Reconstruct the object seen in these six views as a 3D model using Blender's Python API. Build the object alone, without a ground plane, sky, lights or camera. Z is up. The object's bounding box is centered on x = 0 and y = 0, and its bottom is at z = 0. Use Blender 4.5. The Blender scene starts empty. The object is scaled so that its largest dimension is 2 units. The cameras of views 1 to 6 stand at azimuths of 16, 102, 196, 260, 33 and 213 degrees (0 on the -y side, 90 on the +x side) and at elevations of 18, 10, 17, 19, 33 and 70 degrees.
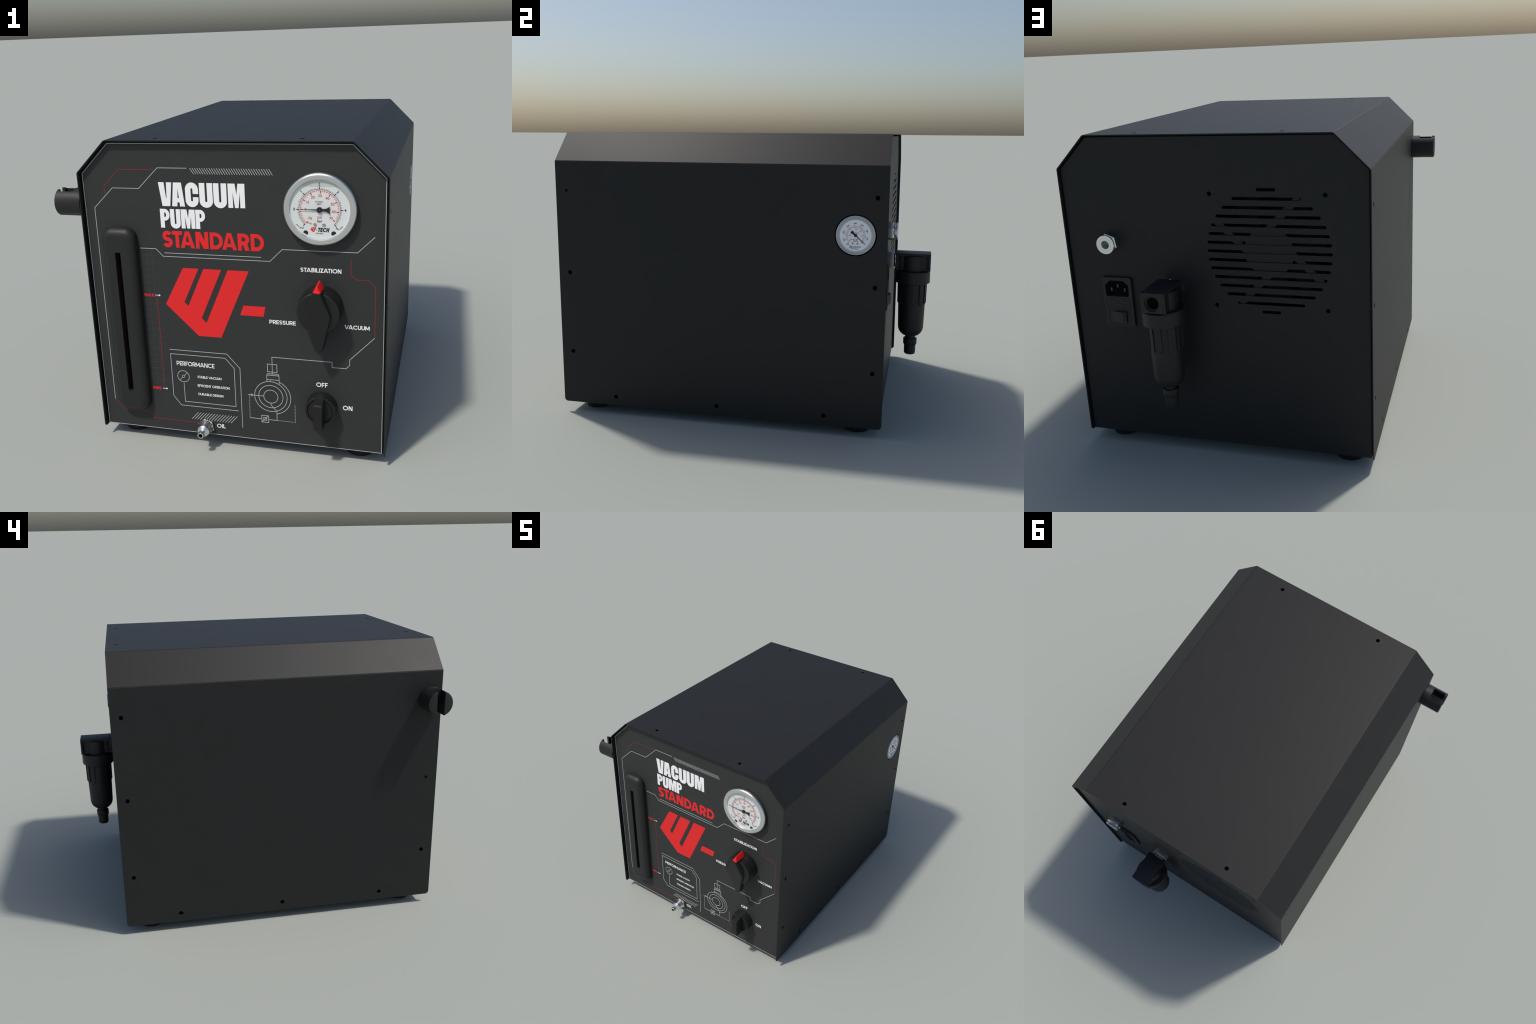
import bpy, bmesh, math, random
from mathutils import Vector, Matrix
random.seed(7)
pi = math.pi

# ------------------------------------------------------------------ materials
def material(name, color, rough=0.5, metallic=0.0, spec=0.5, noise=0.0, scale=60.0,
             rough_noise=0.0, bump=0.0, bump_scale=400.0):
    m = bpy.data.materials.new(name)
    m.use_nodes = True
    nt = m.node_tree
    b = nt.nodes["Principled BSDF"]
    b.inputs["Base Color"].default_value = (*color, 1)
    b.inputs["Roughness"].default_value = rough
    b.inputs["Metallic"].default_value = metallic
    b.inputs["Specular IOR Level"].default_value = spec
    if noise or rough_noise or bump:
        tc = nt.nodes.new("ShaderNodeTexCoord")
        n = nt.nodes.new("ShaderNodeTexNoise")
        n.inputs["Scale"].default_value = scale
        n.inputs["Detail"].default_value = 4
        nt.links.new(tc.outputs["Object"], n.inputs["Vector"])
        if noise:
            r = nt.nodes.new("ShaderNodeValToRGB")
            r.color_ramp.elements[0].position = 0.3
            r.color_ramp.elements[1].position = 0.7
            r.color_ramp.elements[0].color = (*[c * (1 - noise) for c in color], 1)
            r.color_ramp.elements[1].color = (*[min(1, c * (1 + noise)) for c in color], 1)
            nt.links.new(n.outputs["Fac"], r.inputs["Fac"])
            nt.links.new(r.outputs["Color"], b.inputs["Base Color"])
        if rough_noise:
            mr = nt.nodes.new("ShaderNodeMapRange")
            mr.inputs["To Min"].default_value = max(0, rough - rough_noise)
            mr.inputs["To Max"].default_value = rough + rough_noise
            nt.links.new(n.outputs["Fac"], mr.inputs["Value"])
            nt.links.new(mr.outputs["Result"], b.inputs["Roughness"])
        if bump:
            n2 = nt.nodes.new("ShaderNodeTexNoise")
            n2.inputs["Scale"].default_value = bump_scale
            nt.links.new(tc.outputs["Object"], n2.inputs["Vector"])
            bp = nt.nodes.new("ShaderNodeBump")
            bp.inputs["Strength"].default_value = bump
            bp.inputs["Distance"].default_value = 0.001
            nt.links.new(n2.outputs["Fac"], bp.inputs["Height"])
            nt.links.new(bp.outputs["Normal"], b.inputs["Normal"])
    return m

PAINT = material("black_powder_coat", (0.0190, 0.0191, 0.0190), 0.5, spec=0.245, noise=0.03, scale=9, rough_noise=0.02)
PANEL = material("charcoal_panel_print", (0.0325, 0.034, 0.0325), 0.6, spec=0.3, noise=0.02, scale=12)
CHASSIS = material("black_chassis_sheet", (0.0165, 0.0165, 0.0167), 0.5, spec=0.34)
PLASTIC = material("black_plastic", (0.0160, 0.0162, 0.0160), 0.5, spec=0.38, noise=0.03, scale=30)
KNOBP = material("black_knob_plastic", (0.0118, 0.0119, 0.0118), 0.45, spec=0.34)
FILTERP = material("black_filter_plastic", (0.0150, 0.0150, 0.0150), 0.5, spec=0.36)
RUBBER = material("black_rubber", (0.014, 0.014, 0.014), 0.7, spec=0.3)
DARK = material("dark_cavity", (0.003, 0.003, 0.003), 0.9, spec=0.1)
WHITE = material("white_print", (0.955, 0.95, 0.95), 0.55, spec=0.3)
LINE = material("grey_line_print", (0.46, 0.465, 0.47), 0.6, spec=0.3)
GRID = material("faint_grid_print", (0.050, 0.052, 0.050), 0.6, spec=0.3)
RED = material("red_print", (0.82, 0.0215, 0.0245), 0.6, spec=0.3)
REDLINE = material("dull_red_line_print", (0.27, 0.027, 0.028), 0.6, spec=0.3)
REDPL = material("red_plastic", (0.78, 0.008, 0.008), 0.35, spec=0.5)
CHROME = material("brushed_steel", (0.80, 0.81, 0.80), 0.27, metallic=1.0)
NICKEL = material("worn_nickel", (0.76, 0.77, 0.76), 0.22, metallic=1.0, noise=0.08, scale=90, rough_noise=0.08)
DIAL = material("white_dial_face", (0.73, 0.755, 0.735), 0.45, spec=0.4)
DIALSHADE = material("dial_grey_band", (0.57, 0.585, 0.565), 0.45, spec=0.4)
DIAL2 = material("pale_dial_face", (0.90, 0.91, 0.93), 0.4, spec=0.4)
INK = material("black_dial_ink", (0.02, 0.021, 0.023), 0.5, spec=0.3)
NAVY = material("navy_dial_ink", (0.022, 0.035, 0.055), 0.5, spec=0.3)
DIALRED = material("red_dial_ink", (0.66, 0.055, 0.035), 0.5, spec=0.3)
TEAL = material("teal_dial_ink", (0.05, 0.22, 0.33), 0.5, spec=0.3)
BOREM = material("dull_bore", (0.22, 0.23, 0.24), 0.4, metallic=1.0)
BLADE = material("black_fan_blade", (0.006, 0.006, 0.006), 0.6, spec=0.2)  # blades darkened below the other plastics to show the unlit vent interior
PINS = material("dull_inlet_pin", (0.08, 0.08, 0.083), 0.45, metallic=1.0)
REDSTRIP = material("red_level_strip", (0.34, 0.012, 0.012), 0.5)
BRASS = material("brass", (0.36, 0.27, 0.10), 0.4, metallic=1.0)

# ------------------------------------------------------------------ object helpers
def add(name, me, parent=None, mat=None):
    if isinstance(me, bmesh.types.BMesh):
        bm = me
        bmesh.ops.recalc_face_normals(bm, faces=bm.faces)
        me = bpy.data.meshes.new(name)
        bm.to_mesh(me)
        bm.free()
    ob = bpy.data.objects.new(name, me)
    bpy.context.scene.collection.objects.link(ob)
    if mat:
        me.materials.append(mat)
    if parent:
        ob.parent = parent
    return ob

def apply(ob):
    dg = bpy.context.evaluated_depsgraph_get()
    dg.update()
    me = bpy.data.meshes.new_from_object(ob.evaluated_get(dg))
    old = ob.data
    ob.modifiers.clear()
    ob.data = me
    me.name = ob.name
    if old.users == 0:
        bpy.data.meshes.remove(old)
    return ob

def bevel(ob, w, seg=2, angle=30):
    m = ob.modifiers.new("b", "BEVEL")
    m.width = w
    m.segments = seg
    m.limit_method = 'ANGLE'
    m.angle_limit = math.radians(angle)
    m.harden_normals = False
    return apply(ob)

def cut(ob, cutters):
    for c in cutters:
        m = ob.modifiers.new("c", "BOOLEAN")
        m.operation = 'DIFFERENCE'
        m.solver = 'EXACT'
        m.object = c
    apply(ob)
    for c in cutters:
        bpy.data.objects.remove(c)
    return ob

def smooth(ob, angle=35):
    me = ob.data
    me.shade_smooth()
    me.set_sharp_from_angle(angle=math.radians(angle))
    return ob

def prism_bm(poly, a, b, axis='y', bm=None):
    """Extrude a 2D polygon between a and b along an axis.
    axis y: poly is (x,z); axis x: poly is (y,z); axis z: poly is (x,y)."""
    bm = bm or bmesh.new()
    def P(p, t):
        return {'y': (p[0], t, p[1]), 'x': (t, p[0], p[1]), 'z': (p[0], p[1], t)}[axis]
    va = [bm.verts.new(P(p, a)) for p in poly]
    vb = [bm.verts.new(P(p, b)) for p in poly]
    n = len(poly)
    bm.faces.new(va)
    bm.faces.new(list(reversed(vb)))
    for i in range(n):
        j = (i + 1) % n
        bm.faces.new((va[i], vb[i], vb[j], va[j]))
    return bm

def prism(name, poly, a, b, axis='y', parent=None, mat=None):
    return add(name, prism_bm(poly, a, b, axis), parent, mat)

def box_bm(x0, x1, y0, y1, z0, z1, bm=None):
    return prism_bm([(x0, z0), (x1, z0), (x1, z1), (x0, z1)], y0, y1, 'y', bm)

def box(name, x0, x1, y0, y1, z0, z1, parent=None, mat=None, bev=0.0, seg=2):
    ob = add(name, box_bm(x0, x1, y0, y1, z0, z1), parent, mat)
    if bev:
        bevel(ob, bev, seg)
        smooth(ob)
    return ob

def lathe_bm(profile, center, axis='y', n=48, phase=0.0, bm=None):
    """Revolve (t, r) pairs about an axis through center; t is the absolute axis coordinate."""
    bm = bm or bmesh.new()
    rings = []
    def P(t, r, a):
        c, s = r * math.cos(a), r * math.sin(a)
        if axis == 'y': return (center[0] + c, t, center[1] + s)
        if axis == 'x': return (t, center[0] + c, center[1] + s)
        return (center[0] + c, center[1] + s, t)
    for t, r in profile:
        if r < 1e-6:
            rings.append([bm.verts.new(P(t, 0, 0))])
        else:
            rings.append([bm.verts.new(P(t, r, phase + 2 * pi * i / n)) for i in range(n)])
    for A, B in zip(rings, rings[1:]):
        if len(A) == 1 and len(B) == 1: continue
        for i in range(n):
            j = (i + 1) % n
            if len(A) == 1: bm.faces.new((A[0], B[i], B[j]))
            elif len(B) == 1: bm.faces.new((A[i], B[0], A[j]))
            else: bm.faces.new((A[i], B[i], B[j], A[j]))
    return bm

def lathe(name, profile, center, axis='y', n=48, parent=None, mat=None, phase=0.0, angle=35):
    ob = add(name, lathe_bm(profile, center, axis, n, phase), parent, mat)
    return smooth(ob, angle)

def cyl_cut(center, r, a, b, axis, n=10, phase=0.3):
    return add("cutter", lathe_bm([(a, 0), (a, r), (b, r), (b, 0)], center, axis, n, phase))

def rounded(x0, x1, z0, z1, r, n=6, corners=(1, 1, 1, 1)):
    pts = []
    cs = [(x1 - r, z1 - r, 0), (x0 + r, z1 - r, 90), (x0 + r, z0 + r, 180), (x1 - r, z0 + r, 270)]
    hard = [(x1, z1), (x0, z1), (x0, z0), (x1, z0)]
    for k, (cx, cz, a0) in enumerate(cs):
        if not corners[k]:
            pts.append(hard[k]); continue
        for i in range(n + 1):
            a = math.radians(a0 + 90 * i / n)
            pts.append((cx + r * math.cos(a), cz + r * math.sin(a)))
    return pts

def arc(cx, cy, rx, ry, a0, a1, n=14):
    return [(cx + rx * math.cos(math.radians(a0 + (a1 - a0) * i / n)),
             cy + ry * math.sin(math.radians(a0 + (a1 - a0) * i / n))) for i in range(n + 1)]

# ------------------------------------------------------------------ flat print: raised film shapes
class Print:
    """Thin raised ink/film shapes on a flat face. Every shape sits a hair higher than the one
    before, so that no two of them share a plane."""
    def __init__(self, mapping, lift=0.0005, step=0.00002, steps=14):
        self.bm = bmesh.new(); self.map = mapping; self.k = 0
        self.lift = lift; self.step = step; self.steps = steps
    def h(self):
        self.k += 1
        return self.lift + self.step * (self.k % self.steps)
    def v(self, p, h):
        return self.bm.verts.new(self.map(p[0], p[1], h))
    def poly(self, pts):
        h = self.h(); n = len(pts)
        t = [self.v(p, h) for p in pts]
        b = [self.v(p, -0.0004) for p in pts]
        self.bm.faces.new(t)
        for i in range(n):
            j = (i + 1) % n
            self.bm.faces.new((t[i], b[i], b[j], t[j]))
    def stroke(self, pts, w, closed=False):
        n = len(pts)
        if n < 2: return
        L, R = [], []
        for i in range(n):
            p = Vector(pts[i])
            a = Vector(pts[i - 1]) if (i > 0 or closed) else None
            c = Vector(pts[(i + 1) % n]) if (i < n - 1 or closed) else None
            d1 = (p - a).normalized() if a is not None else None
            d2 = (c - p).normalized() if c is not None else None
            if d1 is None: d1 = d2
            if d2 is None: d2 = d1
            n1 = Vector((-d1.y, d1.x)); n2 = Vector((-d2.y, d2.x))
            m = n1 + n2
            if m.length < 1e-6: m = n1
            m.normalize()
            k = w / 2 / max(0.35, m.dot(n1))
            L.append(p + m * k); R.append(p - m * k)
        h = self.h()
        lt = [self.v(p, h) for p in L]; rt = [self.v(p, h) for p in R]
        lb = [self.v(p, -0.0004) for p in L]; rb = [self.v(p, -0.0004) for p in R]
        for i in range(n if closed else n - 1):
            j = (i + 1) % n
            self.bm.faces.new((lt[i], rt[i], rt[j], lt[j]))
            self.bm.faces.new((lt[i], lt[j], lb[j], lb[i]))
            self.bm.faces.new((rt[i], rb[i], rb[j], rt[j]))
        if not closed:
            self.bm.faces.new((lt[0], lb[0], rb[0], rt[0]))
            self.bm.faces.new((lt[-1], rt[-1], rb[-1], lb[-1]))
    def circle(self, c, r, w, n=48):
        self.stroke([(c[0] + r * math.cos(2 * pi * i / n), c[1] + r * math.sin(2 * pi * i / n)) for i in range(n)], w, True)
    def disc(self, c, r, n=20):
        self.poly([(c[0] + r * math.cos(2 * pi * i / n), c[1] + r * math.sin(2 * pi * i / n)) for i in range(n)])
    def done(self, name, parent, mat, stuff=False):
        ob = add(name, self.bm, parent, mat)
        if stuff: ob["kind"] = "stuff"
        return ob

# ------------------------------------------------------------------ lettering: geometric sans built of strokes
def diag(x0, x1, wx, y0=0.0, y1=1.0):
    return ('p', [(x0, y0), (x0 + wx, y0), (x1 + wx, y1), (x1, y1)])
def rect(x0, y0, x1, y1):
    return ('p', [(x0, y0), (x1, y0), (x1, y1), (x0, y1)])

def sans(ch, w):
    h = w / 2; d = w * 1.12
    if ch == 'A':
        W = 0.96; m = W / 2
        return W, [('p', [(0, 0), (d, 0), (m, 0.80), (m, 1), (m - d * .58, 1)]),
                   ('p', [(W, 0), (m + d * .58, 1), (m, 1), (m, 0.80), (W - d, 0)]), rect(.24, .17, W - .24, .17 + w * .9)]
    if ch in 'BPR':
        W = 0.68; yb = 0.47 if ch == 'B' else 0.36
        r = (1 - yb - w * .5) / 2 if ch != 'B' else None
        el = [rect(0, 0, w, 1)]
        if ch == 'B':
            el += [('s', [(h, 1 - h), (.36, 1 - h)] + arc(.36, .745, .20, .255 - h, 90, -90, 10) + [(h, .49)]),
                   ('s', [(h, .51)] + [(.38, .51)] + arc(.38, .255 + h * .5, W - .38 - h, .255 - h * .5, 90, -90, 10)[1:-1] + [(.38, h), (h, h)])]
        else:
            cy = (1 - h + yb + h * .6) / 2; ry = (1 - h) - cy
            el += [('s', [(h, 1 - h), (W - ry - h, 1 - h)] + arc(W - ry - h, cy, ry, ry, 90, -90, 12)[1:-1] + [(W - ry - h, cy - ry), (h, cy - ry)])]
            if ch == 'R': el.append(diag(W - d * 1.05, .26, d * 1.05, 0, cy - ry + h * .5))
        return W, el
    if ch in 'CG':
        W = 0.9; r = .5 - h
        if ch == 'C':
            return W, [('s', arc(.5, .5, r, r, 42, 318, 26))]
        return W + .06, [('s', arc(.5, .5, r, r, 42, 352, 28)), rect(.52, .5 - h, .5 + r + h, .5 + h)]
    if ch == 'O':
        W = 1.02; return W, [('c', arc(W / 2, .5, W / 2 - h, .5 - h, 0, 360, 36)[:-1])]
    if ch == 'D':
        W = 0.82; r = .5 - h; cx = W - .5
        return W, [rect(0, 0, w, 1), ('s', [(h, 1 - h), (cx, 1 - h)] + arc(cx, .5, r, r, 90, -90, 18)[1:-1] + [(cx, h), (h, h)])]
    if ch == 'E':
        W = .58; return W, [rect(0, 0, w, 1), rect(h, 0, W, w), rect(h, 1 - w, W, 1), rect(h, .5 - h * .95, W - .05, .5 + h * .95)]
    if ch == 'F':
        W = .56; return W, [rect(0, 0, w, 1), rect(h, 1 - w, W, 1), rect(h, .46 - h * .95, W - .05, .46 + h * .95)]
    if ch == 'H':
        W = .74; return W, [rect(0, 0, w, 1), rect(W - w, 0, W, 1), rect(h, .5 - h, W - h, .5 + h)]
    if ch == 'I': return w, [rect(0, 0, w, 1)]
    if ch == 'L':
        W = .54; return W, [rect(0, 0, w, 1), rect(h, 0, W, w)]
    if ch == 'M':
        W = .95; return W, [rect(0, 0, w, 1), rect(W - w, 0, W, 1), diag(W / 2 - d / 2, 0, d, .2, 1), diag(W / 2 - d / 2, W - d, d, .2, 1)]
    if ch == 'N':
        W = .78; return W, [rect(0, 0, w, 1), rect(W - w, 0, W, 1), diag(W - d * 1.2, 0, d * 1.2)]
    if ch == 'S':
        W = .64; rx = W / 2 - h; ry = (1 - w) / 4
        p = arc(W / 2, 1 - h - ry, rx * .95, ry, 25, 270, 18) + arc(W / 2, h + ry, rx, ry, 90, -155, 18)[1:]
        return W, [('s', p)]
    if ch == 'T':
        W = .64; return W, [rect(0, 1 - w, W, 1), rect(W / 2 - h, 0, W / 2 + h, 1 - h)]
    if ch == 'U':
        W = .72; r = W / 2 - h
        return W, [('s', [(h, 1), (h, r + h)] + arc(W / 2, r + h, r, r, 180, 360, 16)[1:-1] + [(W - h, r + h), (W - h, 1)])]
    if ch == 'V':
        W = .92; m = W / 2
        return W, [('p', [(0, 1), (d, 1), (m, .2), (m, 0), (m - d * .58, 0)]), ('p', [(W, 1), (m + d * .58, 0), (m, 0), (m, .2), (W - d, 1)])]
    if ch == 'X':
        W = .84; return W, [diag(0, W - d * 1.1, d * 1.1), diag(W - d * 1.1, 0, d * 1.1)]
    if ch == 'Z':
        W = .66; return W, [rect(0, 0, W, w), rect(0, 1 - w, W, 1), diag(.0, W - d * 1.25, d * 1.25, h * .2, 1 - h * .2)]
    if ch == '-': return .34, [rect(0, .36, .34, .36 + w * .9)]
    if ch == ' ': return .26, []
    raise KeyError(ch)

def heavy(ch, w):
    """Condensed poster capitals."""
    w = .235; h = w / 2
    if ch == 'V':
        return .57, [('p', [(0, 1), (.245, 1), (.30, .34), (.325, .34), (.345, 1), (.57, 1), (.46, 0), (.125, 0)])]
    if ch == 'A':
        return .565, [('p', [(0, 0), (.225, 0), (.255, .3), (.285, .78), (.285, 1), (.10, 1)]),
                      ('p', [(.565, 0), (.45, 1), (.285, 1), (.285, .78), (.325, .3), (.345, 0)]), rect(.23, .17, .34, .35)]
    if ch == 'C':
        W = .555; r = W / 2 - h
        return W, [('s', [(W - h, .54), (W - h, .72)] + arc(W / 2, .72, r, 1.0 - h * .9 - .72, 0, 180, 14)[1:-1] + [(h, .72), (h, .28)]
                    + arc(W / 2, .28, r, .28 - h * .9, 180, 360, 14)[1:-1] + [(W - h, .28), (W - h, .405)])]
    if ch == 'U':
        W = .56; r = W / 2 - h
        return W, [('s', [(h, 1), (h, .25)] + arc(W / 2, .25, r, .25 - h * .8, 180, 360, 14)[1:-1] + [(W - h, .25), (W - h, 1)])]
    if ch == 'M':
        return .72, [('p', [(0, 0), (.205, 0), (.2, .66), (.285, 0), (.435, 0), (.515, .66), (.515, 0), (.72, 0), (.72, 1), (.425, 1),
                            (.365, .53), (.305, 1), (0, 1)])]
    if ch == 'P':
        return .52, [rect(0, 0, .225, 1), ('s', [(.12, .905), (.26, .905)] + arc(.26, .69, .165, .215, 90, -90, 14)[1:-1] + [(.26, .475), (.12, .475)], .19)]
    raise KeyError(ch)

KERN = {"VA": .16, "AV": .16, "TA": .13, "AT": .13, "ZA": .05, "LV": .12, "FO": .05, "RM": .0}
def word(pr, text, x0, x1, z0, z1, weight, font=sans, gap=0.12, shear=0.0):
    """Lay a word out and fit it to the box x0..x1, z0..z1."""
    H = z1 - z0; x = 0; parts = []
    for i, ch in enumerate(text):
        W, el = font(ch, weight)
        if i: x -= KERN.get(text[i - 1:i + 1], 0)
        parts.append((x, el)); x += W + gap
    total = x - gap
    sx = (x1 - x0) / (total + shear)
    T = lambda p, ox: (x0 + (p[0] + ox + shear * p[1]) * sx, z0 + p[1] * H)
    for ox, el in parts:
        for e in el:
            if e[0] == 'p':
                pr.poly([T(p, ox) for p in e[1]])
            else:
                # widen the stroke in letter space, then map it, so that the fit scales both directions
                wd = e[2] if len(e) > 2 else (.235 if font is heavy else weight)
                pts = e[1]
                old = pr.map
                pr.map = lambda a, b, hh, ox=ox, old=old: old(*T((a, b), ox), hh)
                pr.stroke(pts, wd, e[0] == 'c')
                pr.map = old

def tiny_text(name, text, size, loc, rot, mat, parent, align='CENTER', bold=0.0):
    """Small dial figures from the built-in font."""
    cu = bpy.data.curves.new(name, 'FONT')
    cu.body = text; cu.size = size; cu.align_x = align; cu.align_y = 'CENTER'
    cu.extrude = 0.0003; cu.offset = bold; cu.resolution_u = 3
    ob = bpy.data.objects.new(name, cu)
    bpy.context.scene.collection.objects.link(ob)
    dg = bpy.context.evaluated_depsgraph_get(); dg.update()
    me = bpy.data.meshes.new_from_object(ob.evaluated_get(dg))
    me.transform(Matrix.Translation(loc) @ rot)
    bpy.data.objects.remove(ob); bpy.data.curves.remove(cu)
    me.materials.clear()
    return add(name, me, parent, mat)

def join(name, obs, parent, mat, stuff=True):
    bm = bmesh.new()
    for o in obs:
        bm.from_mesh(o.data)
    for o in obs:
        bpy.data.objects.remove(o)
    me = bpy.data.meshes.new(name); bm.to_mesh(me); bm.free()
    ob = add(name, me, parent, mat)
    if stuff: ob["kind"] = "stuff"
    return ob

# ------------------------------------------------------------------ main dimensions
XL, XR = -0.6247, 0.7532          # casing walls
YF, YB = -0.891, 0.7935           # casing front and back edges
ZB, ZC, ZT = 0.0487, 1.3290, 1.4747
XTL, XTR = -0.4782, 0.6085        # top edge corners (chamfers)
FP = -0.8685                        # front panel face
RP = 0.779                         # rear panel face

pump = bpy.data.objects.new("vacuum_pump", None)
bpy.context.scene.collection.objects.link(pump)
pump["label"] = "black boxy vacuum pump with gauges, knobs and printed front panel"
pump["category"] = "vacuum pump"

# ------------------------------------------------------------------ casing: bent sheet cover, open below
def casing():
    R, f = 0.018, 0.0035
    # section: two walls, two chamfers and the top, every fold broken by a small facet
    corner = [(XL, ZB), (XL, ZC), (XTL, ZT), (XTR, ZT), (XR, ZC), (XR, ZB)]
    sec = []
    for i, p in enumerate(corner):
        if i in (0, 5):
            sec.append(p); continue
        p = Vector(p)
        for q in (corner[i - 1], corner[i + 1]):
            sec.append(tuple(p + (Vector(q) - p).normalized() * f))
    bm = bmesh.new()
    n = len(sec)
    fr = [bm.verts.new((x, YF, z)) for x, z in sec[1:-1]]
    bk = [bm.verts.new((x, YB, z)) for x, z in sec[1:-1]]
    for i in range(len(fr) - 1):
        bm.faces.new((fr[i], bk[i], bk[i + 1], fr[i + 1]))
    for k, x in ((0, XL), (-1, XR)):
        pts = []
        for i in range(9):
            a = pi + (pi / 2) * i / 8
            pts.append((YF + R + R * math.cos(a), ZB + R + R * math.sin(a)))
        for i in range(9):
            a = 1.5 * pi + (pi / 2) * i / 8
            pts.append((YB - R + R * math.cos(a), ZB + R + R * math.sin(a)))
        vs = [bm.verts.new((x, y, z)) for y, z in pts]
        loop = [fr[k]] + vs + [bk[k]]
        bm.faces.new(loop if k == 0 else list(reversed(loop)))
    bmesh.ops.recalc_face_normals(bm, faces=bm.faces)
    top = max(bm.faces, key=lambda q: q.calc_center_median().z)
    if top.normal.z < 0:
        bmesh.ops.reverse_faces(bm, faces=bm.faces)
    me = bpy.data.meshes.new("casing"); bm.to_mesh(me); bm.free()
    ob = add("casing", me, pump, PAINT)
    s = ob.modifiers.new("s", "SOLIDIFY"); s.thickness = 0.0045; s.offset = -1; s.use_even_offset = True
    apply(ob)
    cuts = []
    for z in (1.181, 0.755, 0.330):
        for y in (0.741, -0.831):
            for x in (XL, XR):
                if x < 0 and y < 0 and z > 1.0:
                    continue
                cuts.append(cyl_cut((y, z), 0.0118, x - 0.02, x + 0.02, 'x', 9, random.random()))
    for y in (-0.5955, -0.0435, 0.508):
        for x in (XL, XR):
            cuts.append(cyl_cut((y, 0.0957), 0.0118, x - 0.02, x + 0.02, 'x', 9, random.random()))
    for x in (-0.2605, 0.389):
        for y in (0.741, -0.830):
            cuts.append(cyl_cut((x, y), 0.0115, ZT - 0.02, ZT + 0.02, 'z', 9, random.random()))
    cuts.append(cyl_cut((0.6425, 1.0027), 0.0992, XR - 0.02, XR + 0.02, 'x', 64, 0))
    cut(ob, cuts)
    ob.data.shade_flat()
    return ob
case = casing()

# ------------------------------------------------------------------ chassis: folded tray with front and rear sheets
def outline(inset):
    x0, x1, z0, z1 = -0.6105 + inset, 0.7385 - inset, 0.0600 + inset, 1.4595 - inset
    c = 0.136 - inset * 0.2
    return [(x0, z0), (x1, z0), (x1, z1 - c), (x1 - c, z1), (x0 + c, z1), (x0, z1 - c)]

front_sheet = prism("front_sheet", outline(-0.0028), FP + 0.0025, FP + 0.010, 'y', pump, CHASSIS)
bevel(front_sheet, 0.0012, 2)
floor = box("floor_sheet", -0.612, 0.740, FP + 0.0170, RP - 0.0310, 0.0575, 0.0635, pump, CHASSIS)
# folded flanges behind the screw holes that show metal through the cover
for x, y, z in ((XR - 0.0072, -0.8322, 1.1800), (XL + 0.0072, -0.8322, 0.7540)):
    lathe("clip_nut", [(x - 0.002, 0.0045), (x - 0.002, 0.0140), (x + 0.002, 0.0140), (x + 0.002, 0.0045), (x - 0.002, 0.0045)],
          (y, z), 'x', 14, pump, CHASSIS)

rear_flange = prism("rear_flange", outline(-.0068), RP - .0300, RP - .0250, 'y', pump, CHASSIS)
front_flange = prism("front_flange", outline(-.0066), FP + .0105, FP + .0160, 'y', pump, CHASSIS)
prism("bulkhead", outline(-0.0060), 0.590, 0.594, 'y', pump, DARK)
panel = prism("front_panel", outline(0.0), FP, FP + 0.0035, 'y', pump, PANEL)
bevel(panel, 0.0006, 1)

front = lambda x, z, h: (x, FP - h, z)

# ---- printed line art
LW = 0.0027
pr = Print(front)
ol = outline(LW * 0.55)
pr.stroke(ol, LW, True)
pr.done("border_line", panel, LINE)

pr = Print(front)
for pts in [
    [(-.111, 1.353), (-.246, 1.353), (-.341, 1.260), (-.468, 1.260), (-.564, 1.167), (-.564, .197)],
    [(-.359, .985), (-.282, .985), (-.249, .951), (.245, .951), (.301, 1.007), (.623, 1.007), (.694, 1.077)],
    [(-.242, .9675), (.206, .9675)],
    [(.699, .626), (.592, .513), (.592, .487), (.576, .4695), (.514, .4695), (.514, .495), (.240, .495), (.240, .411)],
    [(-.256, .4915), (.026, .4915), (.0865, .424), (.0865, .114)],
    [(.071, .2015), (-.216, .2015), (-.252, .249), (-.252, .4695), (.017, .4695), (.0585, .422), (.0585, .2235), (-.1945, .2235), (-.1945, .322)],
    [(-.212, .337), (-.199, .3515)], [(-.1905, .3605), (-.177, .376)],
    [(.229, .259), (.229, .251), (.2555, .221), (.2555, .1725), (.2155, .1725)], [(.182, .1725), (.125, .1725)],
    [(.213, .369), (.213, .404), (.218, .411), (.267, .411), (.2705, .404), (.2705, .358)],
    [(.213, .4035), (.2705, .4035)], [(.213, .381), (.224, .381)], [(.228, .370), (.228, .3815), (.2705, .3805)],
    [(.119, .2935), (.195, .2935)], [(.133, .3005), (.145, .2935), (.133, .2865)],
    [(.1815, .156), (.2150, .1925)],
]:
    pr.stroke(pts, LW)
for pts in [[(.2175, .459), (.262, .459), (.262, .4205), (.2175, .4205)],
            [(.182, .192), (.215, .192), (.215, .1565), (.182, .1565)],
            [(.191, .1815), (.206, .1815), (.206, .167), (.191, .167)]]:
    pr.stroke(pts, LW, True)
pr.circle((-.195, .3565), .0292, LW); pr.circle((-.195, .3565), .0062, .0022, 20)
for r in (.0335, .0575, .077): pr.circle((.229, .294), r, LW, 64)
pr.stroke(arc(.2355, .292, .0875, .0875, 65, -77, 36), LW)
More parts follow.
